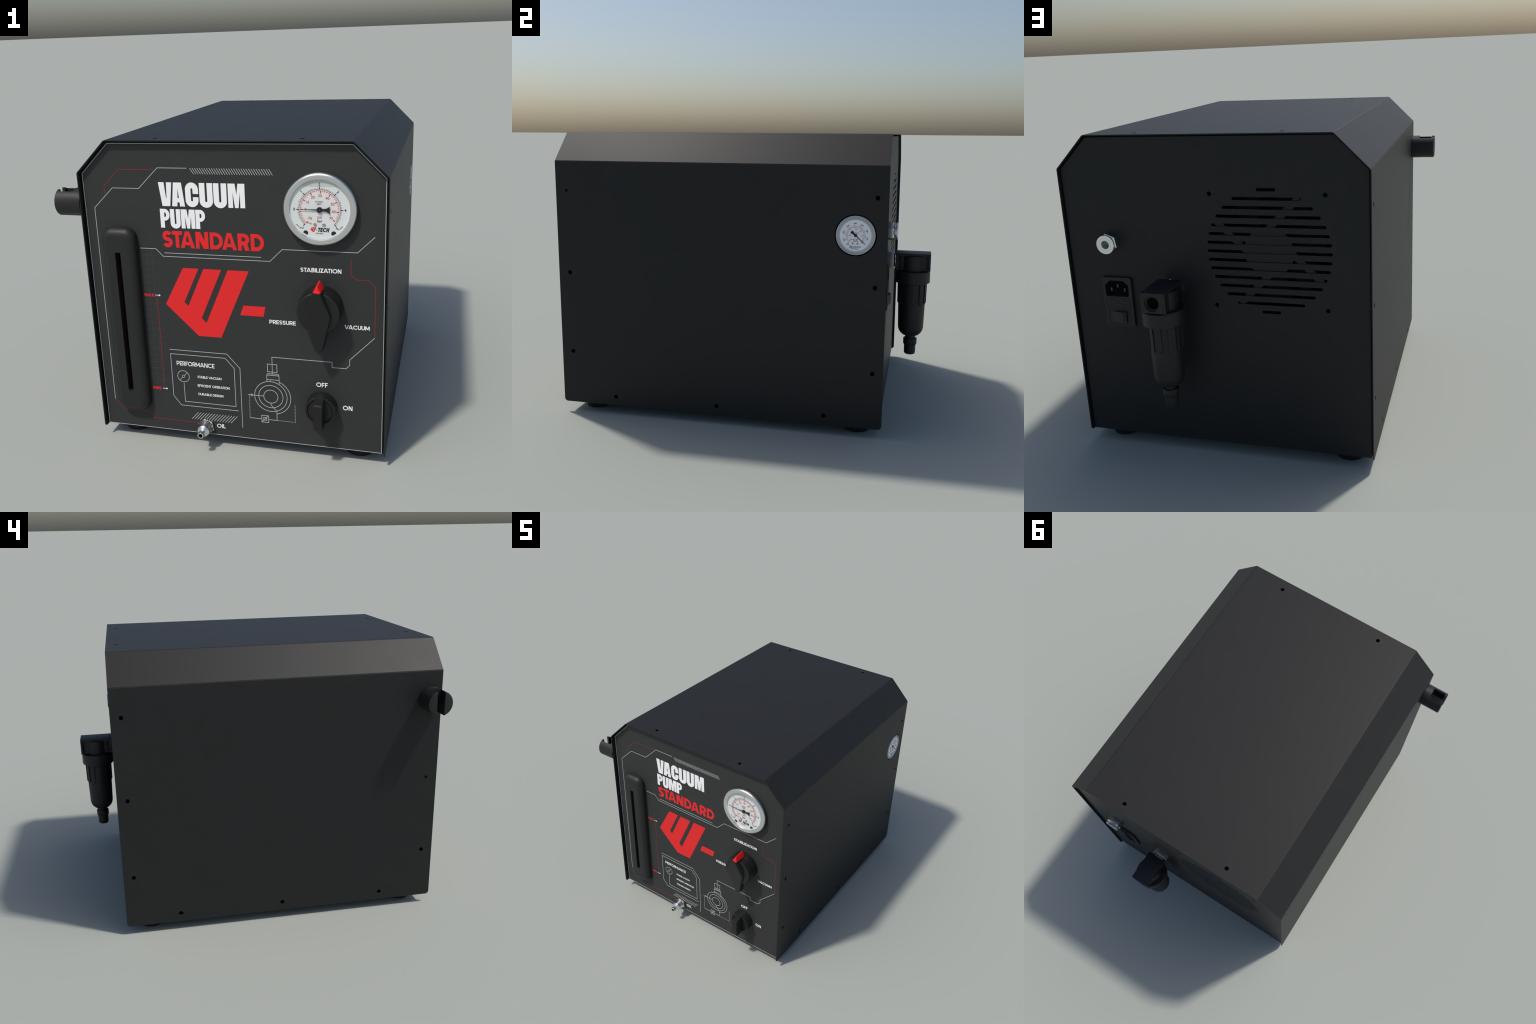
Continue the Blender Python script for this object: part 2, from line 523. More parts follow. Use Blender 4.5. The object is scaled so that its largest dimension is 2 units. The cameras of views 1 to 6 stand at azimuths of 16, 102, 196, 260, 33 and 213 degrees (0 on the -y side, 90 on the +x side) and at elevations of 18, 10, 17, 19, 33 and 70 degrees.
for p, q in (((.1265, .288), (.1255, .176)), ((.259, .1725), (.338, .1725)), ((.342, .170), (.342, .264))):
    P, Q = Vector(p), Vector(q); L = (Q - P).length; k = int(L / .0077)
    for i in range(k + 1):
        a = P + (Q - P) * (i * .0077 / L); b = P + (Q - P) * min(1, (i * .0077 + .0038) / L)
        if (b - a).length > 1e-4: pr.stroke([tuple(a), tuple(b)], .0026)
pr.done("circuit_line", panel, LINE)

pr = Print(front)
for i in range(33):
    x = -.096 + .348 * i / 32
    pr.stroke([(x, 1.354), (x + .016, 1.328)], .0024)
for i in range(15):
    x = -.167 + .014 * i
    pr.stroke([(x, .132), (x + .034, .1705)], .0026)
pr.done("hatching", panel, LINE, True)

pr = Print(front)
for pts in [[(-.5065, 1.228), (-.5065, 1.269), (-.431, 1.344), (-.264, 1.344)],
            [(.596, .975), (.596, .909), (.616, .887), (.671, .887), (.700, .857), (.699, .627)],
            [(-.564, .196), (-.518, .1495), (-.389, .1495), (-.359, .1155), (-.125, .1155)],
            [(-.2955, .757), (-.2955, .288)]]:
    pr.stroke(pts, .0025)
pr.done("red_line", panel, REDLINE)

pr = Print(front, 0.0003)
for k in range(26):
    z = 1.084 - .03310 * k
    pr.stroke([(-.5565, z), (-.277 if .32 < z < .96 else -.45, z)], .0022)
for x, a, b in ((-.529, 1.118, .25), (-.331, .972, .30), (-.304, .972, .30)):
    pr.stroke([(x, a), (x, b)], .0022)
pr.done("grid_line", panel, GRID, True)

# ---- lettering
def label(name, text, x0, x1, z0, z1, weight, mat, font=sans, gap=.12):
    p = Print(front, 0.0006)
    word(p, text, x0, x1, z0, z1, weight, font, gap)
    return p.done(name, panel, mat)

def spaced(name, text, spans, z0, z1, weight, mat, font):
    """Headline: every capital fitted to its own stretch of the line."""
    p = Print(front, 0.0006)
    for ch, (a, b) in zip(text, spans):
        word(p, ch, a, b, z0, z1, weight, font)
    return p.done(name, panel, mat)
spaced("title_lettering", "VACUUM", [(-.247, -.185), (-.188, -.128), (-.1235, -.0640), (-.0590, .0012), (.0050, .0640), (.0700, .1445)], 1.184, 1.290, .2, WHITE, heavy)
spaced("title_lettering", "PUMP", [(-.248, -.2040), (-.2012, -.1535), (-.1503, -.0858), (-.0828, -.039)], 1.085, 1.171, .2, WHITE, heavy)
spaced("title_lettering", "STANDARD", [(-.2455, -.1985), (-.1992, -.1520), (-.1610, -.0940), (-.0890, -.0305), (-.0230, .0365), (.0330, .0990), (.1040, .1565), (.1630, .2220)], .9945, 1.0715, .225, RED, sans)
label("knob_lettering", "STABILIZATION", .379, .5555, .9115, .9305, .185, WHITE, sans, .07)
label("knob_lettering", "PRESSURE", .234, .354, .6590, .6780, .175, WHITE, sans, .07)
label("knob_lettering", "VACUUM", .569, .677, .6595, .6785, .185, WHITE, sans, .06)
label("switch_lettering", "OFF", .442, .494, .3675, .3895, .18, WHITE, sans, .09)
label("switch_lettering", "ON", .562, .6055, .2625, .2850, .18, WHITE, sans, .10)
label("oil_lettering", "OIL", -.042, .0015, .0995, .1205, .17, WHITE, sans, .10)
label("heading_lettering", "PERFORMANCE", -.2245, -.037, .4125, .4345, .15, WHITE, sans, .07)
label("note_lettering", "STABLE VACUUM", -.1245, -.006, .3545, .3665, .15, WHITE, sans, .07)
label("note_lettering", "EFFICIENT OPERATION", -.1260, .0315, .3090, .3215, .15, WHITE, sans, .07)
label("note_lettering", "DURABLE DESIGN", -.1255, -.0015, .2645, .2765, .15, WHITE, sans, .07)
label("level_lettering", "MAX", -.358, -.309, .7530, .7675, .2, RED, sans, .08)
label("level_lettering", "MIN", -.3555, -.316, .2745, .2895, .2, RED, sans, .10)
pr = Print(front, 0.0008)
for z, x in ((.761, -.304), (.2825, -.306)):
    pr.stroke([(x, z), (x + .018, z)], .0024); pr.disc((x + .0205, z), .0042)
pr.done("level_marker", panel, WHITE)

W_MARK = [(-.159, .900), (-.085, .900), (-.163, .735), (-.145, .718), (-.062, .900), (.021, .900), (-.084, .662), (-.062, .640),
          (.051, .900), (.148, .900), (.005, .572), (-.103, .572), (-.254, .721)]
W_DASH = [(.117, .737), (.218, .737), (.208, .690), (.100, .690)]
pr = Print(front, 0.0006)
pr.poly(W_MARK); pr.poly(W_DASH)
pr.done("emblem", panel, RED)

# ------------------------------------------------------------------ sight tube cover
def sight():
    cx = -.4500; hw = .0825; z0, z1 = .1655, 1.0830
    yf = FP - .0470
    ob = prism("sight_cover", rounded(cx - hw, cx + hw, z0, z1, .052, 8), FP + .002, yf, 'y', pump, PLASTIC)
    # round the front rim generously: bevel only the front loop
    bm = bmesh.new(); bm.from_mesh(ob.data)
    ed = [e for e in bm.edges if all(abs(v.co.y - yf) < 1e-5 for v in e.verts)]
    bmesh.ops.bevel(bm, geom=ed, offset=.036, offset_type='OFFSET', segments=8, profile=.5, affect='EDGES')
    bm.to_mesh(ob.data); bm.free()
    slot = rounded(cx - .0132, cx + .0132, .277, .972, .0118, 6, (0, 0, 1, 1))
    for o in (ob, panel):
        cut(o, [add("cutter", prism_bm(slot, FP + .03, FP - .08))])
    smooth(ob, 30)
    return ob
cover = sight()
box("sight_tube", -.4500 - .0131, -.4500 + .0131, FP + .0024, FP + .0034, .276, .973, cover, DARK)
box("oil_strip", -.4500 - .0070, -.4500 + .0070, FP + .0023, FP - .0015, .285, .965, cover, REDSTRIP)

# ------------------------------------------------------------------ gauges
def ring_profile(t0, pts):
    return [(t0 - d, r) for d, r in pts]

def front_gauge():
    cx, cz = .4680, 1.1915
    D = -.8915
    dx, dy, dz = .0006, .0005, .0008      # whole gauge is set to its place at the end
    G = FP - dy + .0085
    bez = lathe("gauge", [(G - .004, .1400), (G - .012, .1460), (G - .0185, .1480), (G - .0195, .1545), (G - .0225, .1556), (G - .0265, .1557), (G - .0300, .1548),
                          (G - .0335, .1536), (G - .0365, .1510), (G - .0387, .1485), (G - .0398, .1466), (G - .0402, .1450),
                          (G - .0402, .1300), (G - .0395, .1282), (G - .0365, .1272), (D + .002, .1262), (D + .002, .10)],
                (cx, cz), 'y', 96, pump, CHROME, angle=24)
    dial = lathe("gauge_dial", [(D, 0), (D, .1262)], (cx, cz), 'y', 64, bez, DIAL)
    m = lambda x, z, h: (x, D - h, z)
    P = lambda a, r: (cx + r * math.cos(math.radians(a)), cz + r * math.sin(math.radians(a)))
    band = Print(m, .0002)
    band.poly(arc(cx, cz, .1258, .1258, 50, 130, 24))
    band.done("gauge_grey_band", bez, DIALSHADE)
    ink = Print(m, .0006); red = Print(m, .0006)
    ink.stroke([P(a, .0862) for a in range(225, -46, -6)], .0011)
    red.stroke([P(a, .0808) for a in range(225, -39, -6)], .0012)
    for i in range(61):
        a = 225 - 270 * i / 60
        if i % 10 == 0: ink.stroke([P(a, .0870), P(a, .0975)], .0034)
        else: ink.stroke([P(a, .0862), P(a, .0945 if i % 5 == 0 else .0925)], .0009)
    for i in range(-8, 36):
        a = 180 - i * 2 * 3.103
        if a < -40 or a > 226: continue
        if i % 5 == 0 and i >= 0: red.stroke([P(a, .0795), P(a, .0695)], .0040)
        else: red.stroke([P(a, .0808), P(a, .0755)], .0009)
    red.stroke([P(225, .0795), P(225, .0705)], .0040)
    # mark of the maker, word and dash
    k = .0265 / .402
    tx = lambda p: (.4285 + (p[0] + .254) * k * .95, 1.0975 + (p[1] - .572) * k * .88)
    red.poly([tx(p) for p in W_MARK]); red.poly([(.4535, 1.1075), (.4575, 1.1075), (.4568, 1.1045), (.4528, 1.1045)])
    nav = Print(m, .0006)
    word(nav, "TECH", .4585, .5090, 1.0975, 1.1155, .27, sans, .07, .25)
    nav.done("gauge_name", bez, NAVY)
    ink.done("gauge_scale", bez, INK, True); red.done("gauge_scale", bez, DIALRED, True)
    rx = Matrix.Rotation(pi / 2, 4, 'X')
    def txt(s, x, z, size, mat, turn=0, bold=0):
        return tiny_text("figure", s, size, (x, D - .0004, z), rx @ Matrix.Rotation(math.radians(turn), 4, 'Z'), mat, bez, 'CENTER', bold)
    reds, blacks = [], []
    for s, a in (("0", 180), ("1", 135), ("2", 90), ("3", 45), ("4", 0), ("5", -47), ("-1", 227)):
        x, z = P(a, .1065); blacks.append(txt(s, x, z, .0165, INK, 0 if s in "024" else (a - 90 if s in "13" else a + 90), .0002))
    for s, a in (("0", 180), ("10", 149), ("20", 118), ("30", 88), ("40", 56), ("50", 25), ("60", -6), ("70", -36), ("-76", 221)):
        x, z = P(a, .0590 if s != "-76" else .0560); reds.append(txt(s, x, z, .0160, DIALRED, 0, .0001))
    reds += [txt("psi", cx, 1.1605, .0165, DIALRED, 0, .0001), txt("cmHg", .4230, 1.1345, .0095, DIALRED, -8)]
    blacks += [txt("bar", cx, 1.1435, .0165, INK, 0, .0001), txt("CLASSE A", .4665, 1.2255, .0082, INK), txt("ABNT", .4665, 1.2155, .0082, INK),
               txt("IND. BRAS.", .4670, 1.0905, .0068, INK), txt("ABNT 1487", .3795, 1.1180, .0055, INK, -42), txt("CLASSE B", .5560, 1.1160, .0055, INK, 42)]
    join("dial_figure", reds, bez, DIALRED); join("dial_figure", blacks, bez, INK)
    # dial screws with slots and cut-away holes in the lower rim of the dial
    for x, t in ((.4482, 65), (.4855, 4)):
        s = lathe("dial_screw", [(D, .0080), (D - .0022, .0080), (D - .0028, .0068), (D - .0028, 0)], (x, 1.1287), 'y', 20, bez, NICKEL)
        b = box("screw_slot", -.0068, .0068, D - .0031, D - .0029, -.0009, .0009, s, INK)
        b.data.transform(Matrix.Translation((x, 0, 1.1287)) @ Matrix.Rotation(math.radians(t), 4, 'Y'))
    hol = Print(m, .0005)
    for x in (.4085, .5265):
        c = (x, 1.0915); d = Vector((x - cx, 1.0915 - cz)).normalized()
        pts = []
        for i in range(40):
            a = 2 * pi * i / 40
            p = Vector((c[0] + .0105 * math.cos(a), c[1] + .0105 * math.sin(a)))
            over = (p - Vector((cx, cz))).dot(d) - .1205
            if over > 0: p -= d * over
            pts.append(tuple(p))
        hol.poly(pts)
    hol.done("dial_hole", bez, INK)
    # needle: thin pointer to the left, flared tail to the right, round hub
    def needle():
        pts = [(cx - .0935, cz + .0002), (cx - .010, cz + .0026), (cx + .010, cz + .0046), (cx + .026, cz + .0055), (cx + .0335, cz + .0090), (cx + .0435, cz + .0158),
               (cx + .0425, cz + .005), (cx + .0425, cz - .005), (cx + .0435, cz - .0158), (cx + .0335, cz - .0090), (cx + .026, cz - .0055), (cx + .010, cz - .0046), (cx - .010, cz - .0026)]
        return prism("needle", pts, D - .004, D - .0052, 'y', bez, INK)
    nd = needle()
    lathe("needle_hub", [(D, .0118), (D - .0062, .0118), (D - .007, .011), (D - .007, 0)], (cx, cz), 'y', 28, nd, INK)
    lathe("needle_pin", [(D - .0069, .0018), (D - .0080, .0018), (D - .0080, 0)], (cx, cz), 'y', 12, nd, BRASS)
    for o in [bez] + list(bez.children_recursive):
        o.data.transform(Matrix.Translation((dx, dy, dz)))
front_gauge()

def side_gauge():
    cy, cz = .6422, 1.0027
    F = XR + .0002
    D = F - .0026
    bez = lathe("gauge", [(F - .05, .0925), (F - .0015, .0935), (F + .0005, .0926), (F + .0005, .0905), (F - .0015, .0890), (F - .0055, .0830), (F - .0045, .0765), (D - .0002, .0738), (D - .0002, .06)],
                (cy, cz), 'x', 72, pump, material("satin_aluminium", (0.50, 0.51, 0.52), 0.45, metallic=0.35), angle=40)
    lathe("gauge_dial", [(D, .0), (D, .0745)], (cy, cz), 'x', 56, bez, DIAL2)
    lathe("gauge_body", [(F - .090, .0), (F - .090, .0880), (F - .052, .0880), (F - .045, .0925)], (cy, cz), 'x', 48, bez, DARK)
    m = lambda y, z, h: (D + h, y, z)
    P = lambda a, r: (cy + r * math.cos(math.radians(a)), cz + r * math.sin(math.radians(a)))
    ink = Print(m, .0004); red = Print(m, .0004)
    red.stroke([P(a, .0405) for a in range(226, -45, -6)], .0009)
    for i in range(39):
        a = 226 - 270 * i / 38
        big = i in (0, 3, 8, 13, 18, 23, 28, 33, 38)
        ink.stroke([P(a, .0435), P(a, .0510 if big else .0478)], .0015 if big else .0008)
    for i in range(31):
        a = 226 - 270 * i / 30
        red.stroke([P(a, .0405), P(a, .0340 if i % 5 == 0 else .0375)], .0018 if i % 5 == 0 else .0008)
    ink.done("gauge_scale", bez, INK, True); red.done("gauge_scale", bez, DIALRED, True)
    rx = Matrix.Rotation(pi / 2, 4, 'Z') @ Matrix.Rotation(pi / 2, 4, 'X')
    def txt(s, p, size, mat, turn=0, bold=0):
        return tiny_text("figure", s, size, (D + .0004, p[0], p[1]), rx @ Matrix.Rotation(math.radians(turn), 4, 'Z'), mat, bez, 'CENTER', bold)
    bl, rd = [], []
    for s, a in (("-760", 229), ("-700", 203), ("-600", 167), ("-500", 131), ("-400", 94), ("-300", 60), ("-200", 24), ("-100", -14)):
        bl.append(txt(s, P(a, .0570), .0080, INK, 0 if s == "-760" else a - 90, .0001))
    for s, a in (("-30", 224), ("-25", 181), ("-15", 87), ("-10", 43), ("-5", -2)):
        rd.append(txt(s, P(a, .0285), .0082, DIALRED, 0, .0001))
    rd.append(txt("pol. Hg", (cy, .9848), .0080, DIALRED, 0, .0001)); bl.append(txt("mmHg", (cy, .9765), .0080, INK, 0, .0001))
    bl.append(txt("vacuum", (cy + .006, 1.0150), .0066, INK)); bl.append(txt("IND. BRASIL", (cy, .9385), .0060, INK))
    join("dial_figure", bl, bez, INK); join("dial_figure", rd, bez, DIALRED)
    te = Print(m, .0004)
    te.stroke([(cy - .0265, .9530), (cy - .0150, .9530), (cy - .0150, .9420), (cy - .0265, .9420)], .0016, True)
    te.stroke([(cy - .0245, .9430), (cy - .0245, .9510), (cy - .0185, .9440), (cy - .0185, .9510)], .0018)
    word(te, "MOROTEST", cy - .0120, cy + .0270, .9440, .9510, .2, sans, .12)
    te.done("gauge_name", bez, TEAL)
    for y, z in ((cy - .0125, .9645), (cy + .0100, .9640), (cy + .0315, .9710)):
        lathe("dial_screw", [(D, .0042), (D + .0008, .0042), (D + .0012, .0030), (D + .0012, 0)], (y, z), 'x', 14, bez, BRASS)
    a = math.radians(-42)
    R = lambda p: (cy + p[0] * math.cos(a) - p[1] * math.sin(a), cz + p[0] * math.sin(a) + p[1] * math.cos(a))
    nd = prism("needle", [R(p) for p in [(.0610, .0002), (.0600, .0012), (.006, .0020), (-.006, .0035), (-.012, .0042), (-.0245, .0078), (-.0275, .0050), (-.0275, -.0050), (-.0245, -.0078), (-.012, -.0042), (-.006, -.0035), (.006, -.0020), (.0600, -.0012)]],
               D + .0016, D + .0023, 'x', bez, INK)
    lathe("needle_hub", [(D, .0075), (D + .0026, .0075), (D + .0031, .0068), (D + .0031, 0)], (cy, cz), 'x', 24, nd, INK)
side_gauge()

# ------------------------------------------------------------------ selector knob with red pointer
def selector():
    cx, cz = .4685, .7590
    base = lathe("selector_knob", [(FP + .002, .0955), (FP - .034, .0955), (FP - .0355, .0945), (FP - .0357, .0925), (FP - .0367, .0925), (FP - .0370, .0945),
                                   (FP - .080, .0930), (FP - .087, .0915), (FP - .0905, .0870), (FP - .0915, .0780), (FP - .0925, 0)], (cx, cz), 'y', 72, pump, KNOBP, angle=30)
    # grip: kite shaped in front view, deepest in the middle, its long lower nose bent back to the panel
    n = 16
    zs = [.862, .850, .83, .80, .775, .758, .742, .715, .69, .66, .63, .605, .592, .583, .5785]
    hw = [.0175, .0215, .0285, .0405, .0500, .0560, .0555, .0490, .0425, .0350, .0280, .0226, .0195, .0155, .0085]
    yf = [-1.0 + (.862 - z) * .168 for z in zs]
    yb = [-.945] * 8 + [-.940, -.932, -.924, -.920, -.919, -.921, -.926]
    bm = bmesh.new(); rings = []
    for z, w, f, b in zip(zs, hw, yf, yb):
        e = min(.007, w * .5)
        sec = [(-w - .003, b), (-w - .001, f + .010), (-w + .0015, f + .003), (-w + e, f), (w - e, f), (w - .0015, f + .003), (w + .001, f + .010), (w + .003, b)]
        rings.append([bm.verts.new((cx + x, y, z)) for x, y in sec])
    for A, B in zip(rings, rings[1:]):
        for i in range(8):
            j = (i + 1) % 8
            bm.faces.new((A[i], B[i], B[j], A[j]))
    bm.faces.new(rings[0]); bm.faces.new(list(reversed(rings[-1])))
    g = smooth(add("selector_grip", bm, base, KNOBP), 28)
    # red pointer: small roof on top of the grip
    bm = bmesh.new()
    secs = []
    for y, s, top in ((-.9045, 1.0, .8895), (-.972, 1.02, .8865), (-.9835, 1.03, .8755), (-.9905, 1.04, .8605)):
        w = .0193 * s
        secs.append([bm.verts.new((cx + x, y, z)) for x, z in ((-w, .8580), (-.003, top - .0015), (0, top), (.003, top - .0015), (w, .8580))])
    for A, B in zip(secs, secs[1:]):
        for i in range(5):
            j = (i + 1) % 5
            bm.faces.new((A[i], B[i], B[j], A[j]))
    bm.faces.new(secs[0]); bm.faces.new(list(reversed(secs[-1])))
    add("selector_pointer", bm, base, REDPL)
selector()

# ------------------------------------------------------------------ on/off switch knob
def switch():
    cx, cz = .4670, .2745
    base = lathe("switch_knob", [(FP + .002, .0705), (FP - .046, .0700), (FP - .0530, .0690), (FP - .0550, .0660), (FP - .0550, .0590),
                                 (FP - .0500, .0565), (FP - .0500, .0550), (FP - .0535, .0530), (FP - .0535, 0)], (cx, cz), 'y', 72, pump, KNOBP, angle=28)
    # bar grip, waisted, its front face standing off the ring and its foot running past the rim
    rows = [(.343, .0165, -.926), (.340, .0195, -.955), (.3365, .0205, -.980), (.331, .0208, -.9835), (.30, .0195, -.9840), (.275, .0185, -.9840),
            (.25, .0188, -.9835), (.230, .0196, -.9830), (.212, .0200, -.9800), (.206, .0195, -.9720), (.201, .0185, -.9550), (.204, .0180, -.9200)]
    bm = bmesh.new(); rings = []
    for z, w, f in rows:
        e = .003
        b = -.912
        sec = [(-w - .001, b), (-w, f + .004), (-w + e, f), (w - e, f), (w, f + .004), (w + .001, b)]
        rings.append([bm.verts.new((cx + x, y, z)) for x, y in sec])
    for A, B in zip(rings, rings[1:]):
        for i in range(6):
            j = (i + 1) % 6
            bm.faces.new((A[i], B[i], B[j], A[j]))
    bm.faces.new(rings[0]); bm.faces.new(list(reversed(rings[-1])))
    g = smooth(add("switch_grip", bm, base, KNOBP), 30)
    p = Print(lambda x, z, h: (x, -.984 - h, z), .0006)
    p.stroke([(cx - .0080, .262), (cx - .0080, .318), (cx + .0070, .318), (cx + .0070, .262)], .0012)
    p.done("switch_mark", base, RUBBER)
switch()

# ------------------------------------------------------------------ oil nipple
def nipple():
    c = (-.0935, .1045)
    nut = smooth(add("oil_nipple", lathe_bm([(FP + .002, 0), (FP + .002, .0355), (FP - .003, .0420), (FP - .013, .0420), (FP - .0170, .0380), (FP - .0170, 0)], c, 'y', 6, pi / 6 + .2), pump, NICKEL), 20)
    lathe("nipple_body", [(FP - .0165, .0375), (FP - .0200, .0365), (FP - .036, .0315), (FP - .040, .0300), (FP - .052, .0295), (FP - .0555, .0275), (FP - .060, .0205), (FP - .064, .0150),
                          (FP - .067, .0122), (FP - .074, .0120), (FP - .079, .0150), (FP - .0825, .0158), (FP - .0935, .0152), (FP - .0945, .0145),
                          (FP - .0945, .0102), (FP - .070, .0098), (FP - .070, 0)], c, 'y', 36, nut, NICKEL, angle=30)
    lathe("nipple_bore", [(FP - .0705, .0097), (FP - .0705, 0)], c, 'y', 20, nut, DARK)
    lathe("nipple_bore", [(FP - .0710, .0096), (FP - .0925, .0098)], c, 'y', 24, nut, DARK)
nipple()

# ------------------------------------------------------------------ slotted coupling on the left side
def coupling():
    cy, cz, r = -.8300, 1.1835, .0645
    ob = lathe("coupling", [(XL + .002, 0), (XL + .002, .0605), (XL - .0020, .0605), (XL - .0025, r), (-.7492, r), (-.7530, r - .003), (-.7530, 0)], (cy, cz), 'x', 72, pump, PLASTIC)
    a = add("cutter", box_bm(-.7375, -.668, cy - .0345, cy + .0345, cz + .002, cz + .1))
    b = add("cutter", box_bm(-.78, -.6695, cy - .0205, cy + .0205, cz - .1, cz + .1))
    cut(ob, [a, b])
    bevel(ob, .0010, 1, 40)
    smooth(ob, 30)
coupling()

# ------------------------------------------------------------------ rubber feet
fb = lathe_bm([(0.0, 0), (0.0, .0645), (.002, .0655), (.030, .0655), (.050, .0655), (.057, .0610), (.057, 0)], (0, 0), 'z', 48)
foot = add("foot", fb, pump, RUBBER); smooth(foot, 35)
foot.location = (-.5010, -.7525, 0)
for x, y in ((.6275, -.7525), (-.5010, .6630), (.6275, .6630)):
    o = foot.copy(); bpy.context.scene.collection.objects.link(o); o.location = (x, y, 0)

# ------------------------------------------------------------------ rear panel with vent slots
VX, VZ, VR = -.1908, .9783, .2725
def rear():
    ob = prism("rear_panel", outline(-.0030), RP - .003, RP, 'y', pump, PAINT)
    cuts = []
    for i in range(15):
        dz = .2660 - .0380 * i
        z = VZ + dz
        w = math.sqrt(max(0, VR ** 2 - dz ** 2)) - (.018 if i in (0, 14) else .001)
        cuts.append(add("cutter", prism_bm(rounded(VX - w, VX + w, z - .0069, z + .0063, .0056, 4), RP - .03, RP + .03)))
    for x in (.0557, -.4372):
        for z in (.7328, 1.2244):
            cuts.append(cyl_cut((x, z), .0098, RP - .03, RP + .03, 'y', 10, .2))
    cut(ob, cuts)
    cut(rear_flange, [cyl_cut((VX, VZ), .2790, RP - .1, RP + .1, 'y', 48, 0)] +
        [cyl_cut((x, z), .0120, RP - .1, RP + .1, 'y', 10, .2) for x in (.0557, -.4372) for z in (.7328, 1.2244)])
    return ob
rear_panel = rear()

def fan():
    """Cooling fan close behind the vent: square frame, hub and four tangential struts, dark blades."""
    y0 = RP - .0036
    ring = prism("fan", rounded(VX - .280, VX + .280, VZ - .280, VZ + .280, .03, 5), y0 - .075, y0 - .028, 'y', pump, CHASSIS)
    cut(ring, [cyl_cut((VX, VZ), .2770, y0 - .2, y0 + .2, 'y', 64, 0)] +
        [cyl_cut((x, z), .0120, y0 - .2, y0 + .2, 'y', 12, .2) for x in (.0557, -.4372) for z in (.7328, 1.2244)])
    lathe("fan_hub", [(y0 - .060, .108), (y0 - .001, .108), (y0, .106), (y0, 0)], (VX, VZ), 'y', 48, ring, PAINT)
    for sx, sz, ox in ((-1, 1, 1), (1, 1, 1), (1, -1, -1), (-1, -1, -1)):
        # each strut starts beside the hub and runs out at 45 degrees to the frame
        d = Vector((sx, sz)).normalized(); n = Vector((-d.y, d.x))
        if n.x * ox < 0: n = -n
        c = n * .0690
        a, b = c + d * (.0 - .03), c + d * .262
        w = .0140
        bm = prism_bm([tuple(Vector((VX, VZ)) + q) for q in (a - n * w, b - n * w, b + n * w, a + n * w)], y0 - .010, y0 - .0006 - .0001 * (sx + 2 * sz))
        add("fan_strut", bm, ring, PAINT)
    bl = bmesh.new()
    for k in range(7):
        a0 = 2 * pi * k / 7
        pts = []
        for i in range(6):
            r = .085 + .165 * i / 5
            for s in (-1, 1):
                a = a0 + s * (.26 + .05 * i / 5) + .25 * i / 5
                pts.append(bl.verts.new((VX + r * math.cos(a), y0 - .040 + s * .020, VZ + r * math.sin(a))))
        for i in range(5):
            bl.faces.new((pts[2 * i], pts[2 * i + 1], pts[2 * i + 3], pts[2 * i + 2]))
    b = add("fan_blade", bl, ring, BLADE)
    s = b.modifiers.new("s", "SOLIDIFY"); s.thickness = .003
    apply(b); smooth(b)
fan()

# ------------------------------------------------------------------ power inlet
def inlet():
    x0, x1, z0, z1 = .4540, .5975, .6065, .8405
    F = RP + .0130
    pl = prism("power_inlet", rounded(x0, x1, z0, z1, .010, 5), RP - .001, F, 'y', pump, PLASTIC)
    hole = [(.4705, .8035), (.4945, .8245), (.5600, .8245), (.5845, .8015), (.5850, .7585), (.5785, .7505), (.4780, .7505), (.4715, .7580)]
    cut(pl, [add("cutter", prism_bm(hole, RP + .0005, F + .02))])
    bevel(pl, .0008, 1, 50)
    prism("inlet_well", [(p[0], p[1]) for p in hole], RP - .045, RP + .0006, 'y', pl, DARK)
    for x, z in ((.5570, .7820), (.5245, .8000), (.4915, .7820)):
        box("inlet_pin", x - .0045, x + .0045, RP + .0004, RP + .0075, z - .0085, z + .0085, pl, PINS, .0015)
    p = Print(lambda x, z, h: (x, F + h, z), .0003)
    p.stroke([(.5855, .7415), (.5365, .7415), (.5365, .7450), (.5170, .7450), (.5170, .7405), (.4690, .7405), (.4690, .7000), (.5855, .7000)], .0012, True)
    p.stroke([(.5680, .7330), (.5470, .7330), (.5470, .7270), (.5100, .7270), (.5020, .7320), (.4870, .7320), (.4870, .7120), (.5020, .7120), (.5120, .7160), (.5470, .7160), (.5470, .7110), (.5680, .7110)], .0009, True)
    p.stroke([(.5785, .6900), (.4765, .6900), (.4765, .6155), (.5785, .6155)], .0011, True)
    p.done("inlet_seam", pl, DARK)
    # rocker: low on one side, raised on the other
    bm = bmesh.new()
    prof = [(.5660, F - .001), (.5660, F + .0006), (.5360, F + .0085), (.5060, F + .0140), (.4905, F + .0070), (.4885, F - .001)]
    va = [bm.verts.new((x, y, .6285)) for x, y in prof]; vb = [bm.verts.new((x, y, .6800)) for x, y in prof]
    bm.faces.new(va); bm.faces.new(list(reversed(vb)))
    for i in range(6):
        j = (i + 1) % 6
        bm.faces.new((va[i], va[j], vb[j], vb[i]))
    o = add("rocker_switch", bm, pl, PLASTIC); bevel(o, .0008, 1, 40)
inlet()

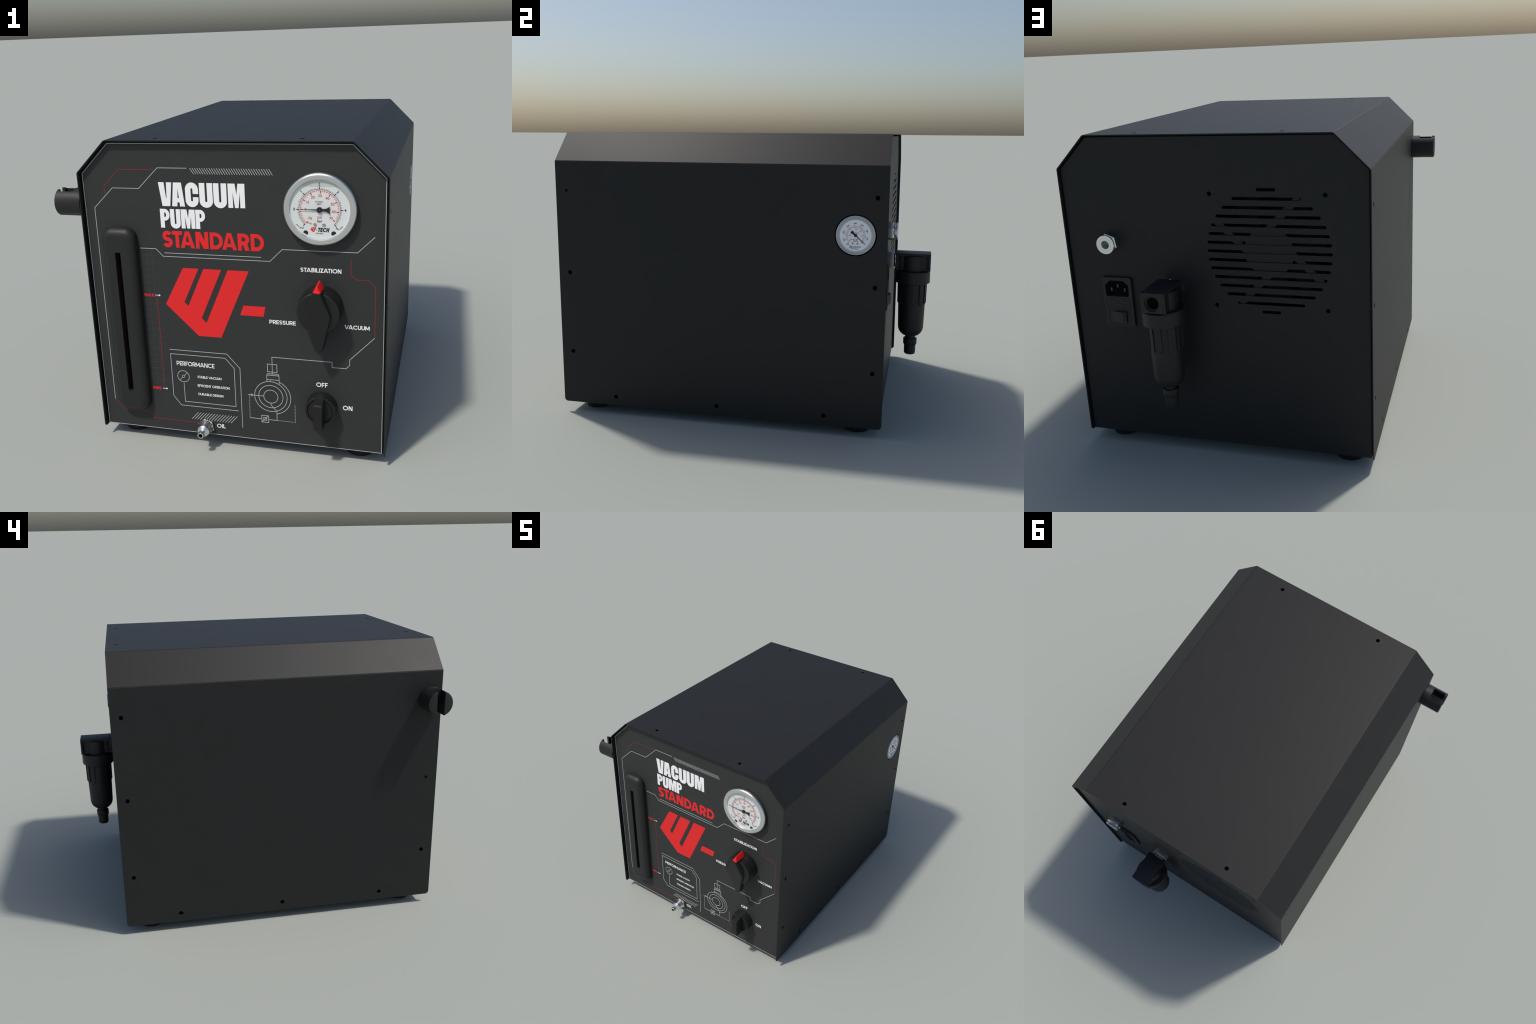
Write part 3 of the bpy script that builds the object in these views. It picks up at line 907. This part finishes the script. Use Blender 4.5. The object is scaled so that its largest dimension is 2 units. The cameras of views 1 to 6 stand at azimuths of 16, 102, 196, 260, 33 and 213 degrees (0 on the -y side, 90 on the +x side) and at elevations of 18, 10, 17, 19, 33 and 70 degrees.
# ------------------------------------------------------------------ hose fittings (hex nut and collar)
def fitting(cx, cz, length, r_hex, parent, collar=True, name="hose_fitting"):
    nut = add(name, lathe_bm([(RP - .002, 0), (RP - .002, r_hex * .95), (RP + .004, r_hex), (RP + length * .82, r_hex), (RP + length, r_hex * .86), (RP + length, .02 if collar else 0)], (cx, cz), 'y', 6, .35), parent, CHROME)
    smooth(nut, 20)
    if collar:
        t = RP + length
        lathe("fitting_collar", [(t - .001, .032), (t + .004, .032), (t + .006, .0420), (t + .0125, .0424), (t + .0140, .0415), (t + .0140, .0300), (t + .0132, .0295), (t + .0132, .0285), (t + .0140, .0280),
                                 (t + .0140, .0190), (t + .0130, .0180), (t - .012, .0175)], (cx, cz), 'y', 48, nut, CHROME, angle=30)
        lathe("fitting_bore", [(t - .0119, .0175), (t - .0119, 0)], (cx, cz), 'y', 32, nut, BOREM)
    return nut
fitting(.5385, 1.0020, .0365, .0465, pump)

# ------------------------------------------------------------------ filter / water trap
def water_filter():
    cx, cy = .2512, .9070
    top = bmesh.new()
    X0, X1, Y0, Y1, Z0, Z1 = .1945, .3055, .8170, .9985, .7640, .8525
    head = add("filter", box_bm(X0, X1, Y0, Y1, Z0, Z1), pump, FILTERP)
    cuts = []
    for s in (-1, 1):
        xe = X1 if s > 0 else X0
        # side panels set back under the top plate, with deeper slots beside each end plate
        a, b = sorted((xe - s * .0065, xe + s * .02))
        cuts.append(add("cutter", box_bm(a, b, Y0 + .0105, Y1 - .0105, Z0 - .01, Z1 - .0120)))
        for ya, yb in ((Y0 + .0106, Y0 + .0235), (Y1 - .0255, Y1 - .0106)):
            a, b = sorted((xe - s * .022, xe + s * .03))
            cuts.append(add("cutter", box_bm(a, b, ya, yb, Z0 + .008, Z1 - .0125)))
    cuts.append(cyl_cut((.2545, .8060), .0345, Y1 - .007, Y1 + .02, 'y', 28, 0))
    cuts.append(cyl_cut((.2545, .8060), .0270, Y1 - .06, Y1 + .02, 'y', 28, 0))
    cut(head, cuts)
    bevel(head, .0014, 2, 50)
    smooth(head, 30)
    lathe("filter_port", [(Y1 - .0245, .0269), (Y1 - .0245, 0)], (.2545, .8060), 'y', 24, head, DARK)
    lathe("filter_boss", [(Z0 - .008, .0665), (Z1 - .0155, .0665), (Z1 - .0140, .0650), (Z1 - .0140, .03)], (cx, .9055), 'z', 56, head, FILTERP)
    lathe("filter_collar", [(.7575, 0), (.7575, .0880), (.7545, .0915), (.6980, .0920), (.6940, .0910), (.6925, .0880), (.6925, 0)], (cx, cy), 'z', 64, head, FILTERP)
    bowl = lathe("filter_bowl", [(.6900, .0725), (.575, .0708), (.4460, .0672), (.4300, .0640), (.4150, .0560), (.4030, .0430), (.3985, .0300), (.3980, .0265), (.3820, .0262), (.3820, 0)], (cx, cy), 'z', 64, head, FILTERP, angle=40)
    rb = bmesh.new()
    for k in range(12):
        a = 2 * pi * k / 12 + .12
        M = Matrix.Translation((cx, cy, 0)) @ Matrix.Rotation(a, 4, 'Z')
        vs = []
        for z, r in ((.688, .0772), (.582, .0757), (.576, .0712)):
            for w in (-.0055, .0055):
                vs.append(rb.verts.new(M @ Vector((r, w, z))))
        vi = []
        for z in (.688, .576):
            for w in (-.0055, .0055):
                vi.append(rb.verts.new(M @ Vector((.066, w, z))))
        rb.faces.new((vs[0], vs[1], vs[3], vs[2])); rb.faces.new((vs[2], vs[3], vs[5], vs[4]))
        rb.faces.new((vs[0], vs[2], vs[4], vi[2], vi[0])); rb.faces.new((vs[1], vi[1], vi[3], vs[5], vs[3]))
    add("bowl_rib", rb, bowl, FILTERP)
    lathe("drain_valve", [(.3840, .0250), (.3840, .0330), (.3800, .0360), (.3520, .0358), (.3480, .0330), (.3440, .0318), (.3435, .0305), (.3040, .0302), (.2960, .0275), (.2935, .0230), (.2935, 0)], (cx, cy), 'z', 40, bowl, FILTERP, angle=40)
    fitting(.2490, .8050, .0330, .0470, head, False, "filter_nut")
    lathe("filter_nipple", [(RP + .03, .030), (Y0 + .002, .030)], (.2490, .8050), 'y', 24, head, CHROME)
water_filter()
